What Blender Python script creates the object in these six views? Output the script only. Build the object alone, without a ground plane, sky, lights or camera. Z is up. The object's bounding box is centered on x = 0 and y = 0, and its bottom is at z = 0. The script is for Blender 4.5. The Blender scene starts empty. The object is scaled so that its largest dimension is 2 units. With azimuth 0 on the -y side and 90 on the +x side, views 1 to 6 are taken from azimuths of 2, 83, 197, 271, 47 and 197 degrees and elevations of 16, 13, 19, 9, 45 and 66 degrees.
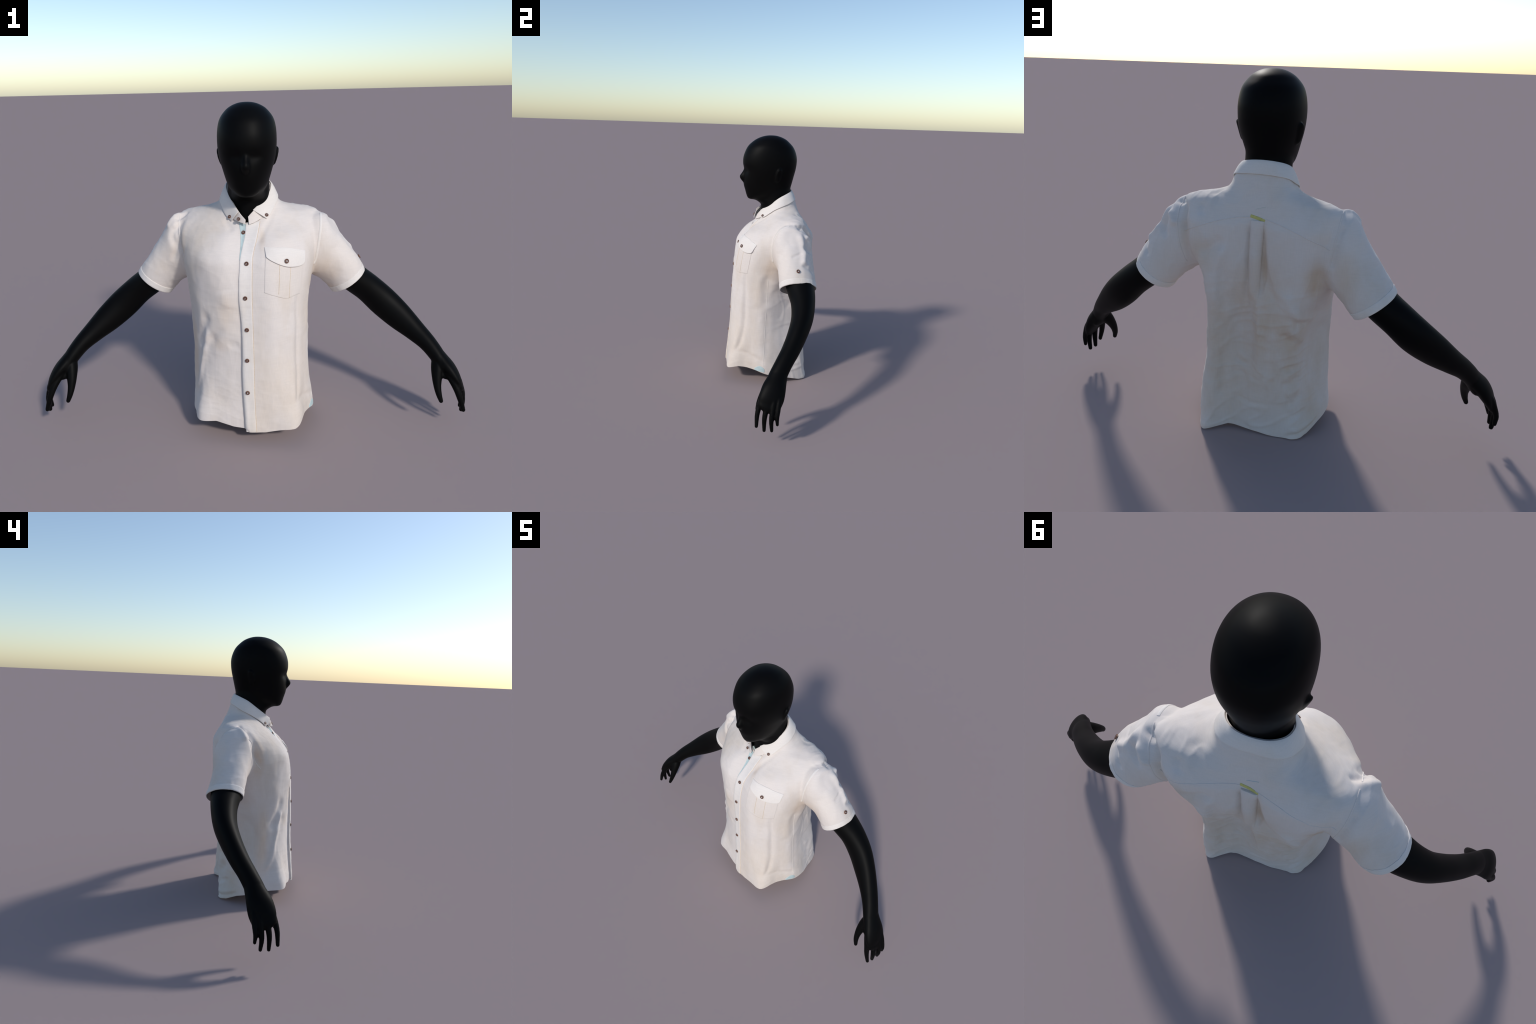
import bpy, bmesh, math, random
import numpy as np
from mathutils import Vector
from mathutils.bvhtree import BVHTree
from mathutils import noise as mnoise

random.seed(7)
rng = np.random.default_rng(7)

# ------------------------------------------------------------------ helpers
def V(*a):
    return np.array(a, dtype=float)

def unit(a):
    a = np.asarray(a, float)
    return a / (np.linalg.norm(a) + 1e-12)

def smoothstep(a, b, x):
    t = np.clip((np.asarray(x, float) - a) / (b - a), 0, 1)
    return t * t * (3 - 2 * t)

def spline(points, n, closed=False):
    """Catmull-Rom (centripetal-free) curve through control points."""
    P = np.asarray(points, float)
    m = len(P)
    if closed:
        ts = np.linspace(0, m, n, endpoint=False)
        idx = lambda i: P[np.mod(i, m)]
    else:
        ts = np.linspace(0, m - 1, n)
        Q = np.vstack([2 * P[0] - P[1], P, 2 * P[-1] - P[-2]])
        idx = lambda i: Q[np.clip(i + 1, 0, m + 1)]
    k = np.floor(ts).astype(int)
    if not closed:
        k = np.minimum(k, m - 2)
    t = (ts - k)[:, None]
    p0, p1, p2, p3 = idx(k - 1), idx(k), idx(k + 1), idx(k + 2)
    return 0.5 * (2 * p1 + (p2 - p0) * t + (2 * p0 - 5 * p1 + 4 * p2 - p3) * t ** 2
                  + (3 * p1 - p0 - 3 * p2 + p3) * t ** 3)

def loft_mesh(rings):
    """rings: (R, N, 3) -> closed tube with fan caps (verts, faces)."""
    R = np.asarray(rings, float)
    r, n, _ = R.shape
    verts = [tuple(p) for p in R.reshape(-1, 3)]
    faces = []
    for i in range(r - 1):
        for j in range(n):
            a, b = i * n + j, i * n + (j + 1) % n
            faces.append((a, b, b + n, a + n))
    c0, c1 = len(verts), len(verts) + 1
    verts += [tuple(R[0].mean(0)), tuple(R[-1].mean(0))]
    for j in range(n):
        faces.append((c0, (j + 1) % n, j))
        faces.append((c1, (r - 1) * n + j, (r - 1) * n + (j + 1) % n))
    return verts, faces

def ellipse_ring(c, a, b, n=40, p=2.0):
    """super-ellipse ring around c spanned by half-axis vectors a and b."""
    t = np.linspace(0, 2 * np.pi, n, endpoint=False)
    ct, st = np.cos(t), np.sin(t)
    ct = np.sign(ct) * np.abs(ct) ** (2 / p)
    st = np.sign(st) * np.abs(st) ** (2 / p)
    return np.asarray(c)[None] + ct[:, None] * np.asarray(a)[None] + st[:, None] * np.asarray(b)[None]

def limb(stations, n=36, sub=6, round_end=True, side=V(0, 1, 0)):
    """tapered limb: stations = (x, y, z, half width across `side`, other half width)."""
    S = spline(stations, (len(stations) - 1) * sub + 1)
    C = S[:, :3]
    T = np.gradient(C, axis=0)
    rings = []
    for i in range(len(S)):
        t = unit(T[i])
        b1 = unit(side - t * np.dot(side, t))
        b2 = np.cross(t, b1)
        rings.append(ellipse_ring(C[i], b1 * S[i, 3], b2 * S[i, 4], n))
    if round_end:
        t = unit(T[-1])
        b1 = unit(side - t * np.dot(side, t)); b2 = np.cross(t, b1)
        rr = 0.5 * (S[-1, 3] + S[-1, 4])
        for k in range(1, 6):
            a = k / 6 * math.pi / 2
            rings.append(ellipse_ring(C[-1] + t * rr * math.sin(a), b1 * S[-1, 3] * math.cos(a),
                                      b2 * S[-1, 4] * math.cos(a), n))
    return loft_mesh(rings)

def merge(parts):
    verts, faces = [], []
    for v, f in parts:
        o = len(verts)
        verts += list(v)
        faces += [tuple(i + o for i in q) for q in f]
    return verts, faces

def mirror_x(part):
    v, f = part
    return [(-p[0], p[1], p[2]) for p in v], [tuple(reversed(q)) for q in f]

def new_object(name, verts, faces, mat=None, parent=None, smooth=True):
    me = bpy.data.meshes.new(name)
    me.from_pydata([tuple(map(float, p)) for p in verts], [], faces)
    me.update()
    if smooth:
        me.polygons.foreach_set("use_smooth", [True] * len(me.polygons))
    ob = bpy.data.objects.new(name, me)
    bpy.context.scene.collection.objects.link(ob)
    if mat:
        me.materials.append(mat)
    if parent:
        ob.parent = parent
    return ob

def fix_normals(ob):
    bm = bmesh.new(); bm.from_mesh(ob.data)
    bmesh.ops.recalc_face_normals(bm, faces=bm.faces)
    bm.to_mesh(ob.data); bm.free()

def union_remesh(parts, voxel):
    """one watertight skin around overlapping closed lofts -> (verts array, faces list)."""
    v, f = merge(parts)
    ob = new_object("helper", v, f)
    fix_normals(ob)
    md = ob.modifiers.new("r", 'REMESH')
    md.mode = 'VOXEL'; md.voxel_size = voxel
    dg = bpy.context.evaluated_depsgraph_get()
    me = bpy.data.meshes.new_from_object(ob.evaluated_get(dg))
    co = np.empty(len(me.vertices) * 3); me.vertices.foreach_get("co", co)
    faces = [tuple(p.vertices) for p in me.polygons]
    bpy.data.objects.remove(ob); bpy.data.meshes.remove(me)
    return co.reshape(-1, 3), faces

def edges_of(faces):
    q = np.array([f if len(f) == 4 else (f[0], f[1], f[2], f[0]) for f in faces])
    e = np.vstack([q[:, [0, 1]], q[:, [1, 2]], q[:, [2, 3]], q[:, [3, 0]]])
    e = np.sort(e, axis=1)
    return np.unique(e[e[:, 0] != e[:, 1]], axis=0)

def relax(co, E, iters, lam=0.5, weight=None, keep_volume=False):
    """Laplacian smoothing, only where weight is felt"""
    n = len(co)
    co = co.copy()
    w_all = np.ones(n) if weight is None else np.asarray(weight, float)
    act = w_all > 0.004
    E = E[act[E[:, 0]] | act[E[:, 1]]]
    ids = np.unique(E)
    back = np.full(n, -1); back[ids] = np.arange(len(ids))
    e0, e1 = back[E[:, 0]], back[E[:, 1]]
    c = co[ids]; k = len(ids)
    w = (w_all[ids] * act[ids])[:, None]
    deg = np.maximum(np.bincount(e0, minlength=k) + np.bincount(e1, minlength=k), 1).astype(float)
    def lap(c):
        s = np.empty_like(c)
        for d in range(3):
            s[:, d] = (np.bincount(e0, c[e1, d], k) + np.bincount(e1, c[e0, d], k)) / deg
        return s - c
    for _ in range(iters):
        c = c + lam * w * lap(c)
        if keep_volume:
            c = c - (lam + 0.02) * w * lap(c)
    co[ids] = c
    return co

def quads(faces):
    return np.array([q if len(q) == 4 else (q[0], q[1], q[2], q[2]) for q in faces])

def centers(co, faces):
    q = quads(faces)
    tri = q[:, 2] == q[:, 3]
    c = co[q].mean(1)
    c[tri] = co[q[tri][:, :3]].mean(1)
    return c

def vertex_normals(co, faces):
    n = np.zeros_like(co)
    F4 = np.array([q if len(q) == 4 else (q[0], q[1], q[2], q[2]) for q in faces])
    fn = np.cross(co[F4[:, 2]] - co[F4[:, 0]], co[F4[:, 3]] - co[F4[:, 1]])
    tri = F4[:, 2] == F4[:, 3]
    fn[tri] = np.cross(co[F4[tri, 1]] - co[F4[tri, 0]], co[F4[tri, 2]] - co[F4[tri, 0]])
    for k in range(4):
        for c in range(3):
            n[:, c] += np.bincount(F4[:, k], fn[:, c], len(co))
    return n / (np.linalg.norm(n, axis=1, keepdims=True) + 1e-12)

def seg_dist(P, line):
    """distance of points P to a polyline, and position (0..1) along it."""
    L = np.asarray(line, float)
    best = np.full(len(P), 1e9); pos = np.zeros(len(P))
    near = np.nonzero(np.all((P > L.min(0) - 0.09) & (P < L.max(0) + 0.09), axis=1))[0]
    Q = P[near]; bb = np.full(len(Q), 1e9); pp = np.zeros(len(Q))
    ln = np.r_[0, np.cumsum(np.linalg.norm(np.diff(L, axis=0), axis=1))]
    for i in range(len(L) - 1):
        d = L[i + 1] - L[i]; ll = d @ d
        t = np.clip(((Q - L[i]) @ d) / ll, 0, 1)
        dist = np.linalg.norm(Q - L[i] - t[:, None] * d, axis=1)
        m = dist < bb
        bb[m] = dist[m]
        pp[m] = (ln[i] + t[m] * math.sqrt(ll)) / ln[-1]
    best[near] = bb; pos[near] = pp
    return best, pos

def split_by_region(co, faces, normals, region, mats, names, parents):
    """separate one smooth skin into named meshes whose border vertices coincide,
    each keeping the whole skin's vertex normals."""
    out = {}
    region = np.asarray(region)
    for key in sorted(set(region.tolist())):
        ids = np.nonzero(region == key)[0]
        sub = quads([faces[k] for k in ids])
        used, inv = np.unique(sub, return_inverse=True)
        inv = inv.reshape(sub.shape).tolist()
        ob = new_object(names[key], co[used], [q if q[2] != q[3] else q[:3] for q in inv],
                        mats[key], parents.get(key) if isinstance(parents, dict) else parents)
        ob.data.normals_split_custom_set_from_vertices([tuple(normals[i]) for i in used])
        out[key] = ob
    return out

# ---------------------------------------------------------------- materials
class Nodes:
    def __init__(self, name):
        self.mat = bpy.data.materials.new(name)
        self.mat.use_nodes = True
        self.t = self.mat.node_tree
        self.bsdf = self.t.nodes["Principled BSDF"]
    def n(self, kind, **kw):
        nd = self.t.nodes.new(kind)
        for k, v in kw.items():
            if k in nd.inputs:
                nd.inputs[k].default_value = v
            else:
                setattr(nd, k, v)
        return nd
    def link(self, a, b):
        self.t.links.new(a, b)
    def ramp(self, fac, stops):
        r = self.n("ShaderNodeValToRGB")
        while len(r.color_ramp.elements) < len(stops):
            r.color_ramp.elements.new(0.5)
        for e, (p, c) in zip(r.color_ramp.elements, stops):
            e.position = p
            e.color = (*c, 1) if len(c) == 3 else c
        self.link(fac, r.inputs["Fac"])
        return r.outputs["Color"]
    def mapped(self, scale, rot=(0, 0, 0)):
        tc = self.n("ShaderNodeTexCoord")
        mp = self.n("ShaderNodeMapping")
        mp.inputs["Scale"].default_value = scale
        mp.inputs["Rotation"].default_value = rot
        self.link(tc.outputs["Object"], mp.inputs["Vector"])
        return mp.outputs["Vector"]
    def noise(self, scale, mapscale=(1, 1, 1), detail=4, rough=0.55, rot=(0, 0, 0)):
        nz = self.n("ShaderNodeTexNoise")
        nz.inputs["Scale"].default_value = scale
        nz.inputs["Detail"].default_value = detail
        nz.inputs["Roughness"].default_value = rough
        self.link(self.mapped(mapscale, rot), nz.inputs["Vector"])
        return nz.outputs["Fac"]
    def mix(self, fac, a, b, mode='MIX'):
        m = self.n("ShaderNodeMix", data_type='RGBA', blend_type=mode)
        for sock, val in ((m.inputs[0], fac), (m.inputs[6], a), (m.inputs[7], b)):
            if hasattr(val, "links"):
                self.link(val, sock)
            else:
                sock.default_value = val if not isinstance(val, tuple) else (*val, 1)[:4]
        return m.outputs[2]
    def math(self, op, a, b=0.0):
        m = self.n("ShaderNodeMath", operation=op)
        for s, v in ((m.inputs[0], a), (m.inputs[1], b)):
            if hasattr(v, "links"):
                self.link(v, s)
            else:
                s.default_value = v
        return m.outputs[0]
    def bump(self, height, strength, distance):
        b = self.n("ShaderNodeBump")
        b.inputs["Strength"].default_value = strength
        b.inputs["Distance"].default_value = distance
        self.link(height, b.inputs["Height"])
        self.link(b.outputs["Normal"], self.bsdf.inputs["Normal"])

def mat_skin():
    m = Nodes("black_satin_plastic")
    m.bsdf.inputs["Base Color"].default_value = (0.0022, 0.0022, 0.0023, 1)
    m.bsdf.inputs["Roughness"].default_value = 0.5
    m.bsdf.inputs["Specular IOR Level"].default_value = 0.07
    return m.mat

LINEN = (0.715, 0.653, 0.617)
PAINTED_SHADE = [
    ((-.050, .20, .77), (.022, .10, .18), .75), ((.012, .20, .80), (.014, .10, .15), .5),
    ((-.02, .20, .58), (.15, .10, .34), .62), ((-.16, .19, .42), (.13, .10, .28), .68), ((.13, .20, .42), (.10, .10, .30), .45),
    ((.200, .23, .80), (.08, .08, .08), .5), ((-.260, .20, .73), (.06, .10, .11), .7), ((-.24, .08, .28), (.07, .12, .22), .5),
    ((.280, .22, .86), (.03, .08, .10), .4), ((-.090, -.20, .62), (.05, .06, .10), .35),
    ((-.140, -.19, .47), (.06, .06, .04), .45), ((-.265, -.06, .36), (.03, .06, .22), .5), ((.285, .01, .72), (.05, .08, .08), .45),
    ((-.300, -.03, .85), (.016, .05, .12), .55), ((.360, .03, .74), (.06, .06, .09), .35), ((.390, .08, .63), (.06, .07, .05), .4),
    ((.060, -.12, .92), (.016, .06, .07), .4), ((-.380, .20, .74), (.07, .07, .12), .4), ((.38, .2, .78), (.06, .06, .1), .3)]
def mat_linen(name, base, warm, dark=0.93, painted_shade=None):
    m = Nodes(name)
    # slubs: long thin thread streaks along both weave directions
    v = m.noise(1.0, (420, 420, 16), 3, 0.6)
    h = m.noise(1.0, (22, 22, 420), 3, 0.6)
    slub = m.math('MULTIPLY_ADD', v, 0.5)
    slub.node.inputs[2].default_value = 0.0
    both = m.math('ADD', slub, m.math('MULTIPLY', h, 0.5))
    patch = m.noise(4.5, (1, 1, 0.7), 3, 0.5)
    shade_tint = m.noise(3.2, (1, 1, 0.5), 5, 0.6)  # blotchy tan tint, colours the warm crease shadows into the cloth
    col = m.mix(m.ramp(patch, [(0.42, (0, 0, 0)), (0.68, (1, 1, 1))]), base, warm)
    tan = tuple(c * k for c, k in zip(warm, (0.90, 0.85, 0.77)))
    col = m.mix(m.ramp(shade_tint, [(0.46, (0, 0, 0)), (0.72, (0.85, 0.85, 0.85))]), col, tan)
    if painted_shade:
        # warm shade of back and folds painted into the linen as soft tan patches
        tc = m.n("ShaderNodeTexCoord")
        acc = None
        for (c, r, k) in painted_shade:
            sub = m.n("ShaderNodeVectorMath", operation='SUBTRACT'); sub.inputs[1].default_value = c
            m.link(tc.outputs["Object"], sub.inputs[0])
            div = m.n("ShaderNodeVectorMath", operation='DIVIDE'); div.inputs[1].default_value = r
            m.link(sub.outputs[0], div.inputs[0])
            ln = m.n("ShaderNodeVectorMath", operation='LENGTH'); m.link(div.outputs[0], ln.inputs[0])
            mr = m.n("ShaderNodeMapRange", interpolation_type='SMOOTHERSTEP')
            for i, v in enumerate((1.5, 0.1, 0.0, min(0.9, 1.2 * k))):
                mr.inputs[i + 1].default_value = v
            m.link(ln.outputs["Value"], mr.inputs[0])
            acc = mr.outputs[0] if acc is None else m.math('MAXIMUM', acc, mr.outputs[0])
        rough = m.noise(9.0, (1.0, 1.0, 0.55), 5, 0.58, (0, 0.35, 0))
        mask = m.math('MULTIPLY', acc, m.ramp(rough, [(0.34, (0.30,) * 3), (0.66, (1, 1, 1))]))
        col = m.mix(mask, col, m.mix(1.0, col, (0.88, 0.745, 0.585), 'MULTIPLY'))
    streak = m.ramp(both, [(0.36, (dark,) * 3), (0.62, (1.0, 1.0, 1.0))])
    col = m.mix(1.0, col, streak, 'MULTIPLY')
    m.link(col, m.bsdf.inputs["Base Color"])
    m.bsdf.inputs["Roughness"].default_value = 0.85
    m.bsdf.inputs["Specular IOR Level"].default_value = 0.2
    m.bsdf.inputs["Sheen Weight"].default_value = 0.08
    m.bump(both, 0.18, 0.002)
    return m.mat

def mat_plain(name, col, rough=0.6, var=0.15, scale=120):
    m = Nodes(name)
    nz = m.noise(scale, (1, 1, 1), 3)
    lo = tuple(c * (1 - var) for c in col); hi = tuple(min(1, c * (1 + var)) for c in col)
    m.link(m.ramp(nz, [(0.3, lo), (0.7, hi)]), m.bsdf.inputs["Base Color"])
    m.bsdf.inputs["Roughness"].default_value = rough
    m.bump(nz, 0.15, 0.001)
    return m.mat

SKIN = mat_skin()
CLOTH = mat_linen("white_linen", LINEN, (0.71, 0.64, 0.59), painted_shade=PAINTED_SHADE)
CLOTH_BAND = mat_linen("white_linen_bright", (0.765, 0.715, 0.68), (0.75, 0.69, 0.64))
BLUE = mat_plain("pale_blue_facing", (0.47, 0.575, 0.58), 0.85, 0.08, 60)
BROWN = mat_plain("brown_button_shell", (0.075, 0.028, 0.018), 0.4, 0.3, 400)
HOLE = mat_plain("button_thread", (0.55, 0.52, 0.5), 0.8, 0.1, 400)
TAN = mat_plain("tan_stitching", (0.64, 0.52, 0.39), 0.9, 0.1, 200)
LOOPM = mat_plain("yellow_green_tape", (0.55, 0.50, 0.17), 0.9, 0.1, 200)

# =================================================================== BODY
root = bpy.data.objects.new("mannequin", None)
bpy.context.scene.collection.objects.link(root)
root["label"] = "black faceless mannequin torso wearing a white short-sleeved linen shirt"
root["category"] = "clothed mannequin"

def head_part():
    # z, y_front, y_back, half width, y of widest point, front fullness, back fullness
    prof = [
        (1.106, -0.100, 0.030, 0.022, -0.050, 2.0, 2.0),
        (1.112, -0.124, 0.060, 0.045, -0.045, 2.0, 2.0),
        (1.122, -0.133, 0.080, 0.062, -0.030, 2.0, 2.0),
        (1.140, -0.140, 0.105, 0.080, -0.020, 1.95, 2.0),
        (1.165, -0.147, 0.125, 0.092, -0.012, 1.95, 2.0),
        (1.195, -0.156, 0.138, 0.102, -0.004, 1.95, 2.1),
        (1.225, -0.158, 0.145, 0.111, 0.004, 2.0, 2.1),
        (1.260, -0.157, 0.153, 0.121, 0.010, 2.05, 2.1),
        (1.295, -0.158, 0.161, 0.1265, 0.012, 2.15, 2.15),
        (1.330, -0.163, 0.166, 0.1285, 0.012, 2.2, 2.15),
        (1.365, -0.161, 0.166, 0.128, 0.012, 2.2, 2.15),
        (1.400, -0.150, 0.157, 0.124, 0.010, 2.15, 2.1),
        (1.430, -0.134, 0.142, 0.115, 0.008, 2.1, 2.1),
        (1.455, -0.109, 0.119, 0.098, 0.008, 2.05, 2.0),
        (1.475, -0.078, 0.092, 0.075, 0.010, 2.0, 2.0),
        (1.488, -0.044, 0.060, 0.047, 0.012, 2.0, 2.0),
        (1.4945, -0.014, 0.034, 0.022, 0.012, 2.0, 2.0),
    ]
    P = spline(prof, 80)
    t = np.linspace(0, 2 * np.pi, 72, endpoint=False)
    rings = []
    for z, yf, yb, w, yc, nf, nb in P:
        c, s = np.cos(t), np.sin(t)
        nn = np.where(s < 0, nf, nb)
        x = w * np.sign(c) * np.abs(c) ** (2 / nn)
        yy = np.abs(s) ** (2 / nn)
        y = np.where(s < 0, yc + (yf - yc) * yy, yc + (yb - yc) * yy)
        rings.append(np.stack([x, y, np.full_like(x, z)], 1))
    return loft_mesh(rings)

nose = limb([(0, -0.146, 1.302, .009, .009), (0, -0.152, 1.285, .012, .011), (0, -0.158, 1.262, .016, .015),
             (0, -0.162, 1.244, .0185, .018), (0, -0.152, 1.222, .016, .014)], side=V(1, 0, 0))

def ear_part():
    # thin leaf leaning outwards and backwards
    rings = []
    for k in range(15):
        s = -1 + 2 * k / 14
        r = math.sqrt(max(0.0, 1 - s * s)) + 0.02
        z = 1.264 + 0.043 * s
        lean = 0.011 * s
        out = V(0.80, 0.6, 0)
        along = V(-0.5, 0.86, 0)
        c = V(0.1195 + lean, 0.044 + 0.006 * s, z)
        rings.append(ellipse_ring(c, along * 0.022 * r, out * 0.0080 * min(1, r * 1.4), 24))
    return loft_mesh(rings)
ear = ear_part()

neck = limb([(0, 0.030, 1.20, .092, .100), (0, 0.040, 1.15, .094, .096), (0, 0.044, 1.10, .095, .092),
             (0, 0.046, 1.05, .097, .092), (0, 0.052, 1.00, .104, .098), (0, 0.055, 0.96, .115, .100)],
            side=V(1, 0, 0), round_end=False, n=48)

# hidden chest under the shirt (keeps neck and arms joined)
torso_core = limb([(0, 0.060, 1.035, .10, .070), (0, 0.065, 1.005, .16, .070), (0, 0.065, 0.97, .235, .078),
                   (0, 0.055, 0.92, .262, .108), (0, 0.030, 0.84, .262, .145), (0, 0.010, 0.72, .235, .160),
                   (0, 0.000, 0.60, .215, .150)], side=V(1, 0, 0), round_end=False, n=48)

arm = limb([(0.235, 0.105, 0.925, .065, .055), (0.30, 0.112, 0.850, .080, .078), (0.40, 0.125, 0.752, .082, .076),
            (0.489, 0.137, 0.669, .078, .070), (0.564, 0.139, 0.610, .067, .0695), (0.636, 0.124, 0.545, .0595, .0725),
            (0.707, 0.089, 0.484, .053, .066), (0.776, 0.046, 0.427, .048, .051), (0.828, 0.006, 0.382, .045, .041),
            (0.868, -0.029, 0.333, .046, .036), (0.892, -0.050, 0.290, .050, .031)], n=48, sub=8)
palm = limb([(0.856, -0.018, 0.352, .042, .033), (0.884, -0.036, 0.318, .050, .034), (0.916, -0.055, 0.283, .060, .033),
             (0.941, -0.069, 0.246, .063, .028), (0.957, -0.080, 0.214, .058, .020)], n=40)
fingers = [
    limb([(0.896, -0.078, 0.288, .018, .020), (0.921, -0.107, 0.250, .0165, .018), (0.940, -0.127, 0.210, .0140, .0155), (0.955, -0.140, 0.165, .0118, .013), (0.9715, -0.1445, 0.113, .0085, .0095)], n=24),
    limb([(0.912, -0.058, 0.288, .016, .020), (0.944, -0.080, 0.245, .0165, .018), (0.962, -0.095, 0.205, .0145, .0155), (0.975, -0.106, 0.150, .0120, .0135), (0.9755, -0.106, 0.091, .0085, .0095)], n=24),
    limb([(0.918, -0.042, 0.286, .016, .020), (0.954, -0.057, 0.240, .0160, .018), (0.973, -0.066, 0.198, .0140, .0155), (0.986, -0.073, 0.145, .0115, .0135), (0.9805, -0.069, 0.091, .0085, .0095)], n=24),
    limb([(0.916, -0.024, 0.286, .016, .020), (0.955, -0.033, 0.240, .0150, .017), (0.976, -0.040, 0.200, .0130, .0140), (0.989, -0.045, 0.162, .0105, .0115), (0.988, -0.043, 0.126, .0075, .0085)], n=24),
]
thumb = limb([(0.872, -0.030, 0.335, .026, .030), (0.864, -0.062, 0.292, .029, .029), (0.858, -0.088, 0.252, .0235, .022), (0.857, -0.107, 0.216, .0175, .017),
              (0.862, -0.122, 0.182, .0135, .0135), (0.8715, -0.131, 0.152, .0098, .0102)], n=24, side=V(1, 0, 0))
chin_under = limb([(0, -0.098, 1.140, .045, .024), (0, -0.060, 1.126, .060, .030), (0, -0.02, 1.105, .075, .035)], side=V(1, 0, 0), n=32)

web = limb([(0.872, -0.078, 0.268, .016, .016), (0.894, -0.088, 0.256, .0135, .0135), (0.914, -0.098, 0.258, .014, .016)], n=24)
half = [ear, arm, palm, thumb, web] + fingers
bco, bfaces = union_remesh([head_part(), nose, neck, chin_under, torso_core] + half + [mirror_x(p) for p in half], 0.0033)
bE = edges_of(bfaces)
bco = relax(bco, bE, 10, 0.5, keep_volume=True)
# face modelling: shallow eye sockets either side of the nose, softer under the nose
for s in (-1, 1):
    d = np.linalg.norm((bco - V(0.040 * s, -0.150, 1.283)) / V(0.030, 0.05, 0.020), axis=1)
    bco[:, 1] += 0.009 * np.exp(-d ** 2)
hs = (bco[:, 2] > 1.1)
bco = relax(bco, bE, 6, 0.5, weight=hs.astype(float), keep_volume=False)
jw = np.exp(-((bco[:, 2] - (1.10 + np.clip(bco[:, 1] + 0.06, 0, 0.2) * 0.5)) / 0.04) ** 2) * (np.abs(bco[:, 0]) < 0.2) * (bco[:, 1] > -0.105)
bco = relax(bco, bE, 60, 0.5, weight=jw)
bco = relax(bco, bE, 60, 0.5, weight=smoothstep(1.465, 1.485, bco[:, 2]))
bco[:, 2] += 0.003 * smoothstep(1.45, 1.492, bco[:, 2])
fw = np.exp(-(np.linalg.norm((bco - V(0, -0.16, 1.25)) / V(0.05, 0.05, 0.06), axis=1)) ** 2)
bco = relax(bco, bE, 10, 0.5, weight=fw)
bco = relax(bco, bE, 60, 0.5, weight=fw, keep_volume=True)
bco[:, 1] -= 0.0025 * np.exp(-(np.linalg.norm((bco - V(0, -0.178, 1.246)) / V(0.014, 0.03, 0.02), axis=1)) ** 2)
hw = smoothstep(0.84, 0.90, np.abs(bco[:, 0])) * (bco[:, 2] > 0.17)
bco = relax(bco, bE, 25, 0.5, weight=hw, keep_volume=True)
bco = relax(bco, bE, 3, 0.5, weight=(np.abs(bco[:, 0]) > 0.6).astype(float), keep_volume=True)
bN = vertex_normals(bco, bfaces)

cen = centers(bco, bfaces)
ax = np.abs(cen[:, 0]); sx = np.where(cen[:, 0] > 0, 1, 0)
reg = np.full(len(cen), 0)                                   # torso
reg[(cen[:, 2] > 0.99) & (ax < 0.125)] = 1                     # neck
jaw = 1.085 + np.clip(cen[:, 1] + 0.06, 0, 0.2) * 0.55
reg[(cen[:, 2] > jaw) & (ax < 0.2)] = 2                        # head
earm = (np.linalg.norm((cen - V(0, 0.046, 1.262)) / V(1, 0.033, 0.053), axis=1) ** 2 - cen[:, 0] ** 2 < 1) & (ax > 0.1215 + 0.0 * ax) & (cen[:, 2] > 1.2) & (cen[:, 2] < 1.315)
head_w = np.interp(cen[:, 2], [1.2, 1.225, 1.26, 1.295, 1.33], [.1045, .112, .1215, .1275, .1295])
dy = (cen[:, 1] - 0.011) / 0.15
earm &= ax > head_w * np.sqrt(np.clip(1 - dy ** 2, 0, 1)) + 0.0015
reg[earm] = 3 + sx[earm]
reg[(ax > 0.27) & (cen[:, 2] < 0.97)] = 5
m = reg == 5; reg[m] = 5 + sx[m]
wr = (cen - V(0.862, -0.024, 0.341) * np.stack([np.where(cen[:, 0] > 0, 1, -1), np.ones(len(cen)), np.ones(len(cen))], 1))
wd = wr[:, 0] * np.where(cen[:, 0] > 0, 1, -1) * 0.6 - wr[:, 1] * 0.45 - wr[:, 2] * 0.66
m = (ax > 0.7) & (wd > 0); reg[m] = 7 + sx[m]
noz = (ax < 0.021) & (cen[:, 1] < -0.1585) & (cen[:, 2] > 1.212) & (cen[:, 2] < 1.285)
reg[noz] = 9
names = {0: "torso", 1: "neck", 2: "head", 3: "ear", 4: "ear", 5: "arm", 6: "arm", 7: "hand", 8: "hand", 9: "nose"}
body_parts = split_by_region(bco, bfaces, bN, reg, {k: SKIN for k in names}, names, root)
body_parts[9].parent = body_parts[2]

# =================================================================== SHIRT
# sixteen stations round the trunk, from the +x side over the back to the front
def mirror_half(a):   # a: stations 0..4 and 12..15 given, symmetric
    s0, s1, s2, s3, s4, s12, s13, s14, s15 = a
    mx = lambda p: (-p[0], p[1])
    return [s0, s1, s2, s3, s4, mx(s3), mx(s2), mx(s1), mx(s0), mx(s15), mx(s14), mx(s13), s12, s13, s14, s15]

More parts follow.
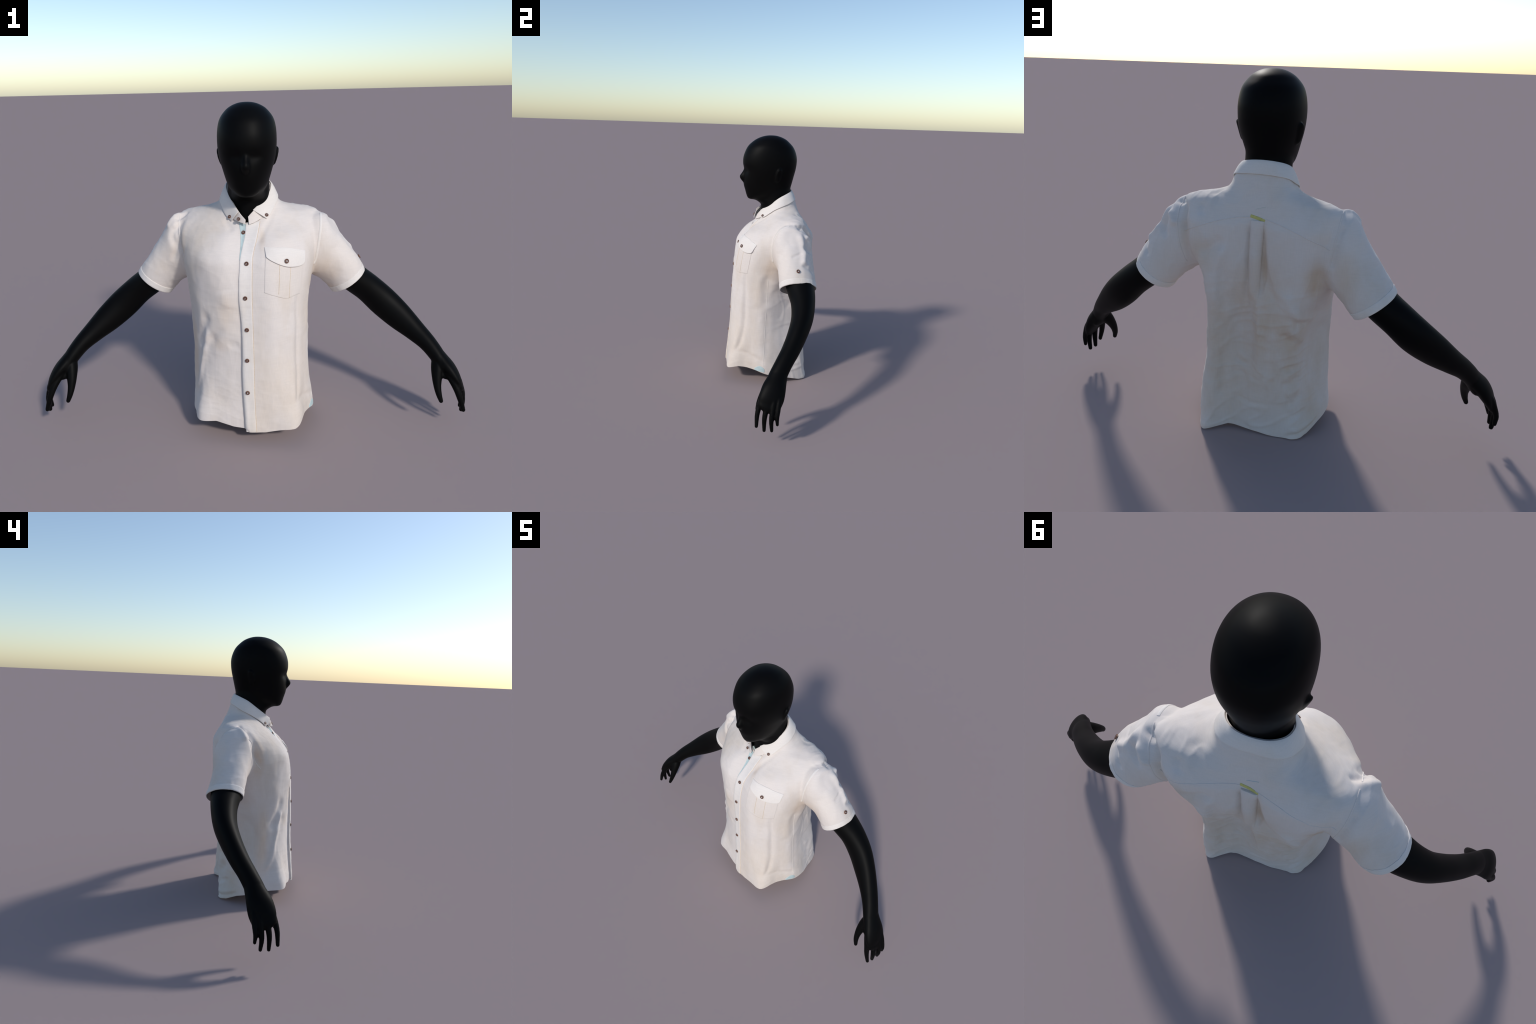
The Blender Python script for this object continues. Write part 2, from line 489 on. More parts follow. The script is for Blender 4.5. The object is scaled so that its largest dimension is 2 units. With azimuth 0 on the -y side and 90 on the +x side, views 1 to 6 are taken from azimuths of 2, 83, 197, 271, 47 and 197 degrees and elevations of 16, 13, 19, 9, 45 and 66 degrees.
LEVELS = [
 (-0.06, [(.290,-.02),(.262,.12),(.207,.243),(.107,.188),(0,.186),(-.10,.183),(-.195,.163),(-.258,.09),(-.290,-.005),(-.272,-.11),(-.238,-.200),(-.13,-.230),(-.01,-.250),(.10,-.252),(.207,-.246),(.246,-.14)]),
 (0.05, [(.290,-.02),(.260,.12),(.206,.240),(.107,.186),(0,.185),(-.10,.184),(-.195,.165),(-.258,.09),(-.290,-.005),(-.268,-.11),(-.236,-.196),(-.13,-.229),(-.01,-.249),(.10,-.250),(.206,-.242),(.246,-.14)]),
 (0.20, [(.275,-.03),(.247,.10),(.199,.222),(.065,.178),(-.030,.196),(-.10,.192),(-.182,.160),(-.237,.068),(-.281,-.015),(-.250,-.095),(-.215,-.170),(-.12,-.214),(-.01,-.234),(.10,-.238),(.194,-.212),(.239,-.12)]),
 (0.40, [(.263,-.03),(.234,.085),(.186,.208),(.060,.162),(-.032,.198),(-.10,.197),(-.177,.162),(-.215,.062),(-.276,-.020),(-.243,-.09),(-.200,-.152),(-.12,-.200),(-.01,-.220),(.10,-.224),(.181,-.180),(.235,-.11)]),
 (0.55, [(.265,-.02),(.232,.087),(.179,.213),(.065,.178),(-.030,.208),(-.10,.212),(-.194,.196),(-.236,.098),(-.279,.000),(-.252,-.08),(-.204,-.154),(-.12,-.205),(-.01,-.215),(.10,-.222),(.186,-.173),(.241,-.105)]),
 (0.70, [(.278,.05),(.246,.122),(.188,.230),(.09,.216),(-.02,.217),(-.10,.224),(-.21,.212),(-.283,.150),(-.297,.05),(-.268,-.07),(-.207,-.150),(-.12,-.202),(-.01,-.205),(.10,-.212),(.20,-.162),(.258,-.08)]),
 (0.83, [(.312,.09),(.292,.178),(.222,.245),(.11,.237),(0,.217),(-.10,.232),(-.22,.228),(-.303,.17),(-.322,.08),(-.290,-.055),(-.213,-.150),(-.12,-.190),(-.01,-.178),(.10,-.190),(.20,-.148),(.272,-.06)]),
 (0.92, [(.328,.11),(.302,.188),(.222,.244),(.11,.236),(0,.211),(-.10,.232),(-.22,.234),(-.312,.187),(-.338,.10),(-.290,-.022),(-.203,-.100),(-.11,-.134),(-.01,-.114),(.10,-.135),(.19,-.098),(.276,-.02)]),
 (0.975,[(.334,.115),(.298,.180),(.205,.216),(.10,.212),(0,.197),(-.10,.209),(-.20,.211),(-.305,.182),(-.341,.108),(-.276,.025),(-.18,-.034),(-.10,-.068),(-.01,-.075),(.10,-.068),(.17,-.030),(.262,.025)]),
 (1.010,[(.305,.12),(.262,.170),(.175,.193),(.09,.197),(0,.186),(-.09,.194),(-.180,.190),(-.270,.168),(-.310,.12),(-.245,.055),(-.155,-.002),(-.085,-.036),(0,-.048),(.085,-.034),(.155,.002),(.238,.055)]),
 (1.035, mirror_half([(.192,.115),(.168,.155),(.13,.177),(.07,.184),(0,.178),(0,-.035),(.07,-.022),(.125,.014),(.17,.065)])),
 (1.055, mirror_half([(.140,.105),(.129,.145),(.108,.166),(.06,.175),(0,.172),(0,-.030),(.06,-.015),(.105,.018),(.135,.06)])),
 (1.085, mirror_half([(.121,.09),(.114,.13),(.092,.155),(.05,.166),(0,.166),(0,-.035),(.05,-.028),(.09,.0),(.117,.045)])),
 (1.15, mirror_half([(.104,.075),(.099,.11),(.085,.135),(.045,.148),(0,.150),(0,-.035),(.045,-.03),(.085,.0),(.105,.035)])),
]
lev_z = np.array([l[0] for l in LEVELS])
ring_pts = np.array([spline([(*p, 0) for p in l[1]], 128, closed=True)[:, :2] for l in LEVELS])
zz = np.r_[np.linspace(-0.06, 0.9, 60), np.linspace(0.91, 1.15, 40)]
def interp_levels(z):
    """monotone-ish cubic through the levels"""
    k = int(np.clip(np.searchsorted(lev_z, z) - 1, 0, len(lev_z) - 2))
    h = lev_z[k + 1] - lev_z[k]; t = (z - lev_z[k]) / h
    def slope(i):
        if i == 0 or i == len(lev_z) - 1:
            return np.zeros_like(ring_pts[0])
        a = (ring_pts[i] - ring_pts[i - 1]) / (lev_z[i] - lev_z[i - 1])
        b = (ring_pts[i + 1] - ring_pts[i]) / (lev_z[i + 1] - lev_z[i])
        return np.where(a * b > 0, 2 * a * b / np.where(a + b == 0, 1, a + b), 0)
    m0, m1 = slope(k) * h, slope(k + 1) * h
    return ((2*t**3 - 3*t**2 + 1) * ring_pts[k] + (t**3 - 2*t**2 + t) * m0
            + (-2*t**3 + 3*t**2) * ring_pts[k + 1] + (t**3 - t**2) * m1)
trunk = loft_mesh([np.column_stack([interp_levels(z), np.full(128, z)]) for z in zz])

def sleeve_part(st):
    """st: (top xyz, bottom xyz, y front, y back)"""
    rows = []
    for top, bot, yf, yb in st:
        rows.append([*top, *bot, yf, yb])
    S = spline(rows, (len(rows) - 1) * 8 + 1)
    rings = []
    for r in S:
        top, bot = r[:3], r[3:6]
        c = (top + bot) / 2; hv = (top - bot) / 2
        c = V(c[0], (r[6] + r[7]) / 2, c[2])
        hv = V(hv[0], hv[1], hv[2])
        rings.append(ellipse_ring(c, hv, V(0, (r[7] - r[6]) / 2, 0), 64, 2.05))
    return loft_mesh(rings)

SLEEVE_L = [((.24,.11,.985),(.20,.12,.74),.01,.19), ((.346,.125,.990),(.285,.135,.700),-.008,.222),
            ((.430,.125,.877),(.330,.155,.668),.014,.224), ((.500,.13,.787),(.362,.160,.638),.020,.228),
            ((.538,.13,.716),(.388,.14,.606),.026,.231), ((.565,.13,.665),(.418,.14,.560),.030,.232)]
SLEEVE_R = [((-.25,.11,.985),(-.20,.12,.74),.01,.19), ((-.358,.12,.990),(-.295,.135,.692),.004,.220),
            ((-.430,.12,.876),(-.345,.155,.660),.030,.217), ((-.508,.125,.772),(-.375,.160,.628),.043,.229),
            ((-.550,.13,.713),(-.402,.14,.600),.049,.237), ((-.580,.13,.662),(-.430,.14,.555),.052,.237)]
sco, sfaces = union_remesh([trunk, sleeve_part(SLEEVE_L), sleeve_part(SLEEVE_R)], 0.0055)

# openings: flat cuts first, hem waviness afterwards
CUFF = {1: (V(.4615, .125, .660), unit(V(.109, 0, -.149))), -1: (V(-.4755, .14, .656), unit(V(-.112, 0, -.147)))}
HEM0 = 0.045
def cut_open(co, faces):
    bm = bmesh.new()
    vs = [bm.verts.new(p) for p in co]
    for q in faces:
        bm.faces.new([vs[i] for i in q])
    def cut(p, n, sel):
        geom = [f for f in bm.faces if sel(f.calc_center_median())]
        ed = {e for f in geom for e in f.edges}; vv = {v for f in geom for v in f.verts}
        bmesh.ops.bisect_plane(bm, geom=list(geom) + list(ed) + list(vv), plane_co=p, plane_no=n,
                               clear_outer=True, clear_inner=False, dist=1e-5)
    cut((0, 0, HEM0), (0, 0, -1), lambda c: c.z < 0.2)
    hole = [f for f in bm.faces if f.calc_center_median().z > 0.93 and
            (math.hypot(f.calc_center_median().x / 0.102, (f.calc_center_median().y - 0.045) / 0.110) < 1
             or f.calc_center_median().z > 1.082 + 0.35 * (f.calc_center_median().y - 0.05))]
    bmesh.ops.delete(bm, geom=hole, context='FACES')
    cut(*CUFF[1], lambda c: c.x > 0.355)
    cut(*CUFF[-1], lambda c: c.x < -0.36)
    bmesh.ops.remove_doubles(bm, verts=bm.verts, dist=0.0012)
    bm.verts.ensure_lookup_table(); bm.verts.index_update()
    co = np.array([v.co[:] for v in bm.verts])
    faces = [tuple(v.index for v in f.verts) for f in bm.faces]
    border = np.zeros(len(co), bool)
    for e in bm.edges:
        if e.is_boundary:
            border[e.verts[0].index] = border[e.verts[1].index] = True
    bm.free()
    return co, faces, border
# smooth the junctions before cutting
sE = edges_of(sfaces)
sco = relax(sco, sE, 12, 0.5, keep_volume=True)
arm_w = np.exp(-((np.abs(sco[:, 0]) - 0.30) / 0.045) ** 2) * (1 - smoothstep(0.80, 0.92, sco[:, 2])) * (sco[:, 2] > 0.55)
sco = relax(sco, sE, 14, 0.5, weight=arm_w)
sco = relax(sco, sE, 40, 0.5, weight=np.exp(-((np.abs(sco[:, 0]) - 0.32) / 0.05) ** 2) * smoothstep(0.75, 0.9, sco[:, 2]), keep_volume=True)
sco, sfaces, sborder = cut_open(sco, sfaces)
tri_faces = []
for q in sfaces:
    if len(q) > 4:
        tri_faces += [(q[0], q[i], q[i + 1]) for i in range(1, len(q) - 1)]
    else:
        tri_faces.append(q)
sfaces = tri_faces
sE = edges_of(sfaces)

# ---- folds: ridges (+) and valleys (-), each a line on the cloth
FOLDS = []
def fold(points, width, height, fade=0.25):
    FOLDS.append((spline(points, 14), width, height, fade))
# FOLDS-BEGIN
fold([(-0.303, 0.073, 0.994), (-0.323, 0.030, 0.961), (-0.330, 0.001, 0.915), (-0.316, -0.013, 0.844), (-0.291, -0.039, 0.769)], 0.011, -0.0143, 0.2)  # right front armhole crease
fold([(-0.275, 0.040, 0.994), (-0.300, 0.017, 0.953), (-0.305, -0.006, 0.916), (-0.287, -0.052, 0.859)], 0.016, 0.0070, 0.25)  # right chest side of the armhole
fold([(-0.180, -0.170, 0.624), (-0.199, -0.155, 0.559), (-0.225, -0.123, 0.472), (-0.227, -0.116, 0.407)], 0.018, -0.011, 0.25)  # right waist valley
fold([(-0.187, -0.165, 0.547), (-0.194, -0.157, 0.479), (-0.214, -0.136, 0.383), (-0.239, -0.111, 0.255), (-0.266, -0.077, 0.162)], 0.012, 0.01, 0.15)  # right waist ridge
fold([(-0.099, -0.208, 0.551), (-0.150, -0.189, 0.502), (-0.185, -0.163, 0.446)], 0.014, -0.006, 0.3)  # right waist diagonal
fold([(-0.043, -0.216, 0.474), (-0.072, -0.211, 0.470), (-0.095, -0.206, 0.460)], 0.014, -0.004, 0.3)  # right belly crease
fold([(-0.114, -0.202, 0.730), (-0.101, -0.206, 0.683), (-0.107, -0.206, 0.637)], 0.03, 0.006, 0.3)  # right belly swell
fold([(0.211, -0.149, 0.728), (0.212, -0.152, 0.614), (0.213, -0.152, 0.374), (0.215, -0.182, 0.223), (0.214, -0.221, 0.141)], 0.011, -0.008, 0.15)  # left flank valley
fold([(0.192, -0.170, 0.621), (0.193, -0.174, 0.384), (0.195, -0.205, 0.236), (0.198, -0.232, 0.147)], 0.018, 0.005, 0.15)  # left flank ridge
fold([(0.126, 0.030, 1.062), (0.097, -0.047, 1.008), (0.057, -0.109, 0.953), (0.034, -0.145, 0.900)], 0.01, -0.006, 0.2)  # left collar drag valley
fold([(0.090, -0.038, 1.024), (0.057, -0.086, 0.977), (0.038, -0.126, 0.928)], 0.009, 0.005, 0.25)  # left collar drag ridge
fold([(0.148, 0.042, 1.052), (0.126, -0.049, 0.997), (0.090, -0.123, 0.941)], 0.014, -0.003, 0.3)  # left chest drag
fold([(-0.108, -0.043, 1.010), (-0.087, -0.079, 0.982), (-0.068, -0.106, 0.957)], 0.009, -0.005, 0.25)  # right collar drag
fold([(0.275, -0.051, 0.867), (0.260, -0.048, 0.920), (0.262, 0.004, 0.968)], 0.018, -0.003, 0.3)  # left front armpit pull
fold([(0.338, 0.095, 0.979), (0.388, 0.077, 0.931), (0.423, 0.076, 0.881)], 0.026, -0.008, 0.3)  # sleeve dent
fold([(0.352, 0.132, 0.962), (0.390, 0.147, 0.912), (0.422, 0.158, 0.862), (0.493, 0.145, 0.789)], 0.016, 0.009, 0.2)  # sleeve ridge
fold([(0.363, 0.172, 0.926), (0.383, 0.185, 0.887), (0.395, 0.201, 0.841)], 0.014, -0.008, 0.3)  # sleeve back valley
fold([(0.454, 0.082, 0.843), (0.449, 0.111, 0.851), (0.430, 0.147, 0.861)], 0.006, -0.0035, 0.2)  # sleeve crease
fold([(0.323, 0.121, 0.999), (0.320, 0.150, 0.997), (0.308, 0.179, 0.990)], 0.007, -0.0090, 0.2)  # shoulder pucker
fold([(0.310, 0.187, 0.981), (0.299, 0.207, 0.953), (0.290, 0.220, 0.926)], 0.009, -0.007, 0.2)  # shoulder back crease
fold([(0.400, 0.028, 0.876), (0.425, 0.030, 0.843), (0.457, 0.041, 0.813)], 0.02, -0.005, 0.3)  # sleeve front dent
fold([(0.274, -0.023, 0.707), (0.266, -0.033, 0.602), (0.266, -0.035, 0.473)], 0.02, -0.007, 0.2)  # flank valley
fold([(0.264, -0.066, 0.704), (0.259, -0.065, 0.601), (0.260, -0.066, 0.471)], 0.02, 0.005, 0.2)  # flank ridge
fold([(0.267, -0.022, 0.497), (0.267, -0.020, 0.326), (0.282, -0.025, 0.158)], 0.014, -0.004, 0.2)  # flank lower valley
fold([(0.216, -0.201, 0.177), (0.265, -0.108, 0.138), (0.287, -0.013, 0.116)], 0.016, -0.006, 0.2)  # hem roll
fold([(0.011, 0.209, 0.950), (0.012, 0.219, 0.846), (0.018, 0.215, 0.713), (0.037, 0.195, 0.601)], 0.01, -0.008, 0.15)  # pleat valley a
fold([(-0.040, 0.212, 0.950), (-0.037, 0.221, 0.853), (-0.044, 0.220, 0.737), (-0.022, 0.211, 0.637)], 0.010, -0.010, 0.15)  # pleat valley b
fold([(-0.017, 0.219, 0.849), (-0.010, 0.216, 0.731), (0.003, 0.205, 0.617)], 0.012, 0.007, 0.2)  # pleat ridge
fold([(0.100, 0.235, 0.865), (0.136, 0.233, 0.769), (0.156, 0.219, 0.653), (0.155, 0.209, 0.552)], 0.016, 0.008, 0.2)  # blade ridge
fold([(0.210, 0.237, 0.803), (0.153, 0.241, 0.841), (0.114, 0.239, 0.886)], 0.022, -0.008, 0.3)  # blade valley
fold([(0.061, 0.226, 0.841), (0.086, 0.207, 0.659), (0.115, 0.179, 0.474)], 0.026, 0.005, 0.25)  # left back soft ridge
fold([(-0.242, 0.212, 0.801), (-0.253, 0.186, 0.723), (-0.224, 0.183, 0.645)], 0.026, -0.004, 0.3)  # right armhole hollow
fold([(-0.134, 0.222, 0.699), (-0.166, 0.209, 0.619), (-0.199, 0.183, 0.573), (-0.256, 0.097, 0.556)], 0.018, 0.007, 0.2)  # right back ridge
fold([(-0.160, 0.201, 0.550), (-0.193, 0.182, 0.551), (-0.224, 0.148, 0.545)], 0.018, -0.008, 0.3)  # right back pocket
fold([(-0.154, 0.204, 0.554), (-0.176, 0.182, 0.499), (-0.206, 0.139, 0.441)], 0.015, 0.006, 0.3)  # right back ridge two
fold([(-0.124, 0.206, 0.505), (-0.147, 0.193, 0.471), (-0.170, 0.176, 0.446)], 0.02, -0.008, 0.3)  # right back pocket two
fold([(-0.113, 0.194, 0.320), (-0.154, 0.176, 0.334), (-0.194, 0.146, 0.329)], 0.014, -0.006, 0.3)  # waist crease a
fold([(-0.120, 0.190, 0.256), (-0.162, 0.170, 0.269), (-0.198, 0.141, 0.286)], 0.013, -0.006, 0.3)  # waist crease b
fold([(-0.141, 0.180, 0.179), (-0.176, 0.161, 0.194), (-0.208, 0.130, 0.217)], 0.014, -0.006, 0.3)  # waist crease c
fold([(-0.146, 0.178, 0.132), (-0.185, 0.158, 0.140), (-0.231, 0.109, 0.139)], 0.014, -0.006, 0.3)  # waist crease d
fold([(-0.140, 0.182, 0.218), (-0.175, 0.162, 0.232), (-0.201, 0.137, 0.254)], 0.01, 0.004, 0.3)  # waist ridge
fold([(-0.125, 0.184, 0.067), (-0.200, 0.154, 0.082), (-0.268, 0.062, 0.082)], 0.008, 0.004, 0.3)  # hem wrinkle a
fold([(-0.153, 0.179, 0.044), (-0.225, 0.137, 0.049)], 0.007, 0.004, 0.3)  # hem wrinkle b
fold([(-0.139, 0.181, 0.053), (-0.213, 0.146, 0.065), (-0.274, 0.052, 0.061)], 0.006, -0.004, 0.3)  # hem wrinkle c
fold([(0.113, 0.175, 0.412), (0.000, 0.174, 0.414)], 0.005, 0.0022, 0.2)  # thin crease
fold([(0.015, 0.171, 0.353), (-0.057, 0.191, 0.299), (-0.107, 0.194, 0.282)], 0.006, 0.0025, 0.2)  # thin crease two
fold([(-0.025, 0.194, 0.506), (-0.055, 0.200, 0.479), (-0.085, 0.204, 0.458)], 0.006, 0.0025, 0.2)  # thin crease three
fold([(0.110, 0.180, 0.282), (0.036, 0.168, 0.275), (-0.058, 0.191, 0.262)], 0.007, -0.0028, 0.2)  # thin crease four
fold([(0.102, 0.181, 0.183), (-0.005, 0.177, 0.165), (-0.122, 0.188, 0.191)], 0.007, -0.0028, 0.2)  # thin crease five
fold([(-0.097, 0.219, 0.639), (-0.141, 0.214, 0.617), (-0.194, 0.194, 0.604)], 0.006, 0.0025, 0.2)  # thin crease six
fold([(0.095, 0.167, 0.346), (0.053, 0.162, 0.322), (0.021, 0.170, 0.310)], 0.009, -0.004, 0.3)  # crumple patch a
fold([(0.076, 0.159, 0.376), (0.039, 0.163, 0.347), (-0.002, 0.176, 0.340)], 0.009, 0.004, 0.3)  # crumple patch b
fold([(0.127, 0.184, 0.416), (0.131, 0.193, 0.292), (0.132, 0.199, 0.140)], 0.02, -0.005, 0.2)  # left side valley back
fold([(-0.293, 0.057, 0.992), (-0.326, 0.044, 0.972), (-0.357, 0.033, 0.948)], 0.009, 0.0079, 0.2)  # right shoulder pucker a
fold([(-0.284, 0.095, 1.017), (-0.312, 0.076, 0.991), (-0.342, 0.055, 0.974)], 0.008, -0.0101, 0.2)  # right shoulder pucker b
fold([(-0.312, 0.108, 1.007), (-0.348, 0.080, 0.979), (-0.381, 0.049, 0.936)], 0.01, 0.0101, 0.2)  # right shoulder pucker c
fold([(0.342, 0.123, 0.973), (0.311, 0.181, 0.986), (0.289, 0.210, 0.967), (0.284, 0.220, 0.877)], 0.01, -0.008, 0.15)  # left shoulder armhole
fold([(0.419, 0.143, 0.876), (0.386, 0.187, 0.880), (0.360, 0.222, 0.838)], 0.014, -0.008, 0.2)  # left sleeve head valley
fold([(0.362, 0.160, 0.938), (0.343, 0.193, 0.924), (0.323, 0.218, 0.892)], 0.012, 0.007, 0.2)  # left sleeve head ridge
fold([(0.480, 0.134, 0.809), (0.478, 0.174, 0.787), (0.449, 0.214, 0.750)], 0.012, -0.005, 0.2)  # left sleeve valley
fold([(-0.040, 0.217, 0.928), (-0.047, 0.223, 0.811), (-0.082, 0.220, 0.665), (-0.140, 0.212, 0.601)], 0.016, -0.006, 0.2)  # back drape valley
fold([(0.223, 0.199, 1.009), (0.207, 0.220, 0.988), (0.208, 0.237, 0.958)], 0.014, -0.005, 0.3)  # yoke dimple left
fold([(0.192, 0.138, 1.044), (0.155, 0.180, 1.035), (0.151, 0.218, 0.994)], 0.02, -0.004, 0.3)  # yoke soft fold
fold([(-0.304, 0.217, 0.792), (-0.321, 0.216, 0.880), (-0.340, 0.158, 0.962)], 0.011, -0.007, 0.2)  # right sleeve back valley
fold([(-0.371, 0.143, 0.951), (-0.430, 0.139, 0.876), (-0.490, 0.144, 0.797)], 0.022, 0.005, 0.3)  # right sleeve swell
fold([(-0.298, 0.062, 0.991), (-0.359, 0.014, 0.917), (-0.341, -0.008, 0.856), (-0.367, 0.013, 0.776)], 0.01, -0.0140, 0.2)  # right sleeve front valley
fold([(-0.254, 0.075, 0.503), (-0.277, -0.003, 0.430), (-0.274, -0.038, 0.348)], 0.018, -0.007, 0.25)  # right flank valley
fold([(-0.213, -0.136, 0.425), (-0.185, -0.164, 0.471), (-0.138, -0.195, 0.507)], 0.014, -0.006, 0.3)  # right front valley

fold([(-0.018, 0.217, 0.72), (-0.030, 0.210, 0.58), (-0.032, 0.200, 0.42), (-0.030, 0.197, 0.26)], 0.012, 0.006, 0.25)  # spine ridge
fold([(0.015, 0.212, 0.68), (0.012, 0.195, 0.56), (0.012, 0.180, 0.42), (0.015, 0.182, 0.28)], 0.016, -0.006, 0.25)  # spine valley
# FOLDS-END

def apply_folds(co, faces):
    n = vertex_normals(co, faces)
    d = np.zeros(len(co))
    for line, w, h, fade in FOLDS:
        line = np.array([co[np.argmin(((co - p) ** 2).sum(1))] for p in line])     # lay the line on the cloth
        line = np.vstack([line[:1], 0.25 * line[:-2] + 0.5 * line[1:-1] + 0.25 * line[2:], line[-1:]])
        line = line[np.r_[True, np.linalg.norm(np.diff(line, axis=0), axis=1) > 1e-5]]
        dist, pos = seg_dist(co, line)
        end = smoothstep(0, fade, pos) * smoothstep(0, fade, 1 - pos) if fade > 0 else 1.0
        back = smoothstep(0.05, 0.15, line[:, 1].mean())
        d += h * (0.85 + 0.75 * back) * np.exp(-(dist / (w * (1.45 - 0.35 * back))) ** 2) * end
    return co + n * np.clip(d, -0.016, 0.016)[:, None]
sco = relax(apply_folds(sco, sfaces), sE, 2, 0.5, weight=(~sborder).astype(float))
# the wearer's right front lies deeper than the lapped placket edge
edge_x = np.interp(sco[:, 2], [.06, .17, .33, .44, .57, .62, .69, .78, .85, .9, .99], [-.023, -.028, -.032, -.029, -.030, -.034, -.039, -.037, -.032, -.024, -.008])
gap = np.interp(sco[:, 2], [.0, .1, .45, .62, .74, .83, .95, 1.0], [.016, .015, .013, .010, .004, .003, .006, .004])
side = 1 - smoothstep(-0.004, 0.005, sco[:, 0] - edge_x + 0.002)
sco[:, 1] += gap * side * smoothstep(-0.27, -0.15, sco[:, 0]) * (1 - smoothstep(-0.06, 0.0, sco[:, 1]))

# gentle cloth unevenness
def fbm(co, scale, octaves=3, off=(0, 0, 0)):
    o = Vector(off)
    return np.array([mnoise.fractal(Vector(p * scale) + o, 1.0, 2.0, octaves) for p in co])
sN = vertex_normals(sco, sfaces)
sco = sco + sN * (0.0030 * fbm(sco * V(1, 1, 0.6), 9.0, 3, (3, 1, 7)))[:, None]

# crumpled linen: short slanting creases, strongest low on the back
def creases(co, scale, off):
    return 1 - 2 * np.abs(np.array([mnoise.noise(Vector(p * scale) + Vector(off)) for p in co]))
q = sco.copy()
slant = np.stack([q[:, 0] * 7, q[:, 1] * 7, q[:, 2] * 20 + q[:, 0] * 5], 1)
cr = smoothstep(0.45, 1.0, creases(slant, 1.0, (1, 5, 2)))
upr = np.stack([q[:, 0] * 20, q[:, 1] * 12, q[:, 2] * 6 + q[:, 0] * 3], 1)
cu = smoothstep(0.55, 1.0, creases(upr, 1.0, (8, 2, 4)))
amount = 0.0005 + 0.0029 * smoothstep(0.02, 0.14, q[:, 1]) * (1 - smoothstep(0.55, 0.8, q[:, 2])) * (np.abs(q[:, 0]) < 0.32)
sN = vertex_normals(sco, sfaces)
sco = sco + sN * (amount * cr + (0.0004 + 0.0012 * smoothstep(0.02, 0.12, q[:, 1])) * cu)[:, None] * (~sborder)[:, None]

# wavy hem: height of the lower edge round the body
def hem_height(co):
    th = np.degrees(np.arctan2(co[:, 1] - 0.0, co[:, 0]))
    keys = [(-180, .064), (-160, .084), (-140, .088), (-128, .095), (-110, .076), (-93, .070), (-92.5, .060), (-75, .062), (-60, .076), (-51, .079), (-46, .088),
            (-38, .101), (-28, .098), (-15, .086), (-3, .066), (20, .035), (40, .006), (50, .002), (60, .018), (75, .012), (95, .006),
            (120, .000), (140, .002), (150, .012), (165, .045), (180, .064)]
    return np.interp(th, [k[0] for k in keys], [k[1] for k in keys])
hem = hem_height(sco)
w = 1 - smoothstep(HEM0, 0.30, sco[:, 2])
w[np.abs(sco[:, 0]) > 0.36] = 0
sco[:, 2] += w * (hem - HEM0)

# ---- thickness
THICK = 0.0042
sN = vertex_normals(sco, sfaces)
inner = sco - sN * THICK
nv = len(sco)
all_co = np.vstack([sco, inner])
bedges = {}
for q in sfaces:
    for i in range(len(q)):
        a, b = q[i], q[(i + 1) % len(q)]
        k = (min(a, b), max(a, b))
        bedges[k] = None if k in bedges else (a, b)
rim = [e for e in bedges.values() if e]
outer_f = list(sfaces)
inner_f = [tuple(i + nv for i in reversed(q)) for q in sfaces]
rim_f = [(b, a, a + nv, b + nv) for a, b in rim]
shirt_normals = np.vstack([sN, -sN])

fc = centers(sco, outer_f)
def cuff_depth(c, s):
    p, nrm = CUFF[s]
    return -(c - p) @ nrm
def seam_x(c):     # armhole line: |x| of the sleeve seam at a given height
    return np.interp(c[:, 2], [0.66, 0.74, 0.80, 0.85, 0.88, 0.95, 1.02], [.285, .288, .300, .308, .312, .322, .326])
def classify(c):
    r = np.zeros(len(c), int)
    slv = (np.abs(c[:, 0]) > seam_x(c)) & (c[:, 2] > 0.56)
    r[slv & (c[:, 0] > 0)] = 1
    r[slv & (c[:, 0] < 0)] = 2
    yoke_z = 0.965 - 0.9 * np.abs(c[:, 0]) ** 1.9
    yk = ~slv & (c[:, 1] > 0.09) & (c[:, 2] > yoke_z) 
    r[yk] = 3
    return r
fr = classify(fc)
rc = np.array([sco[list(e)].mean(0) for e in rim])
rr = classify(rc)
shirt_faces = outer_f + inner_f + rim_f
shirt_reg = np.r_[fr, fr, rr]
snames = {0: "shirt", 1: "sleeve", 2: "sleeve", 3: "yoke"}
shirt_parts = split_by_region(all_co, shirt_faces, shirt_normals, shirt_reg, {k: CLOTH for k in snames}, snames, root)
shirt = shirt_parts[0]
for k in (1, 2, 3):
    shirt_parts[k].parent = shirt
# DETAILS-BEGIN
# ---------------------------------------------------------------- details
outer_tree = BVHTree.FromPolygons([Vector(p) for p in sco], sfaces)

def on_front(x, z, y0=-1.0):
    h = outer_tree.ray_cast(Vector((x, y0, z)), Vector((0, 1, 0)))
    return (np.array(h[0]), np.array(h[1])) if h[0] is not None else None

def on_back(x, z):
    h = outer_tree.ray_cast(Vector((x, 1.0, z)), Vector((0, -1, 0)))
    return (np.array(h[0]), np.array(h[1])) if h[0] is not None else None

def nearest(p):
    h = outer_tree.find_nearest(Vector(p))
    return np.array(h[0]), np.array(h[1])

def smooth_grid(G, it=2):
    for _ in range(it):
        H = G.copy()
        H[1:-1] = 0.5 * G[1:-1] + 0.25 * (G[2:] + G[:-2])
        H[:, 1:-1] = 0.5 * H[:, 1:-1] + 0.25 * (H[:, 2:] + H[:, :-2])
        G = H
    return G

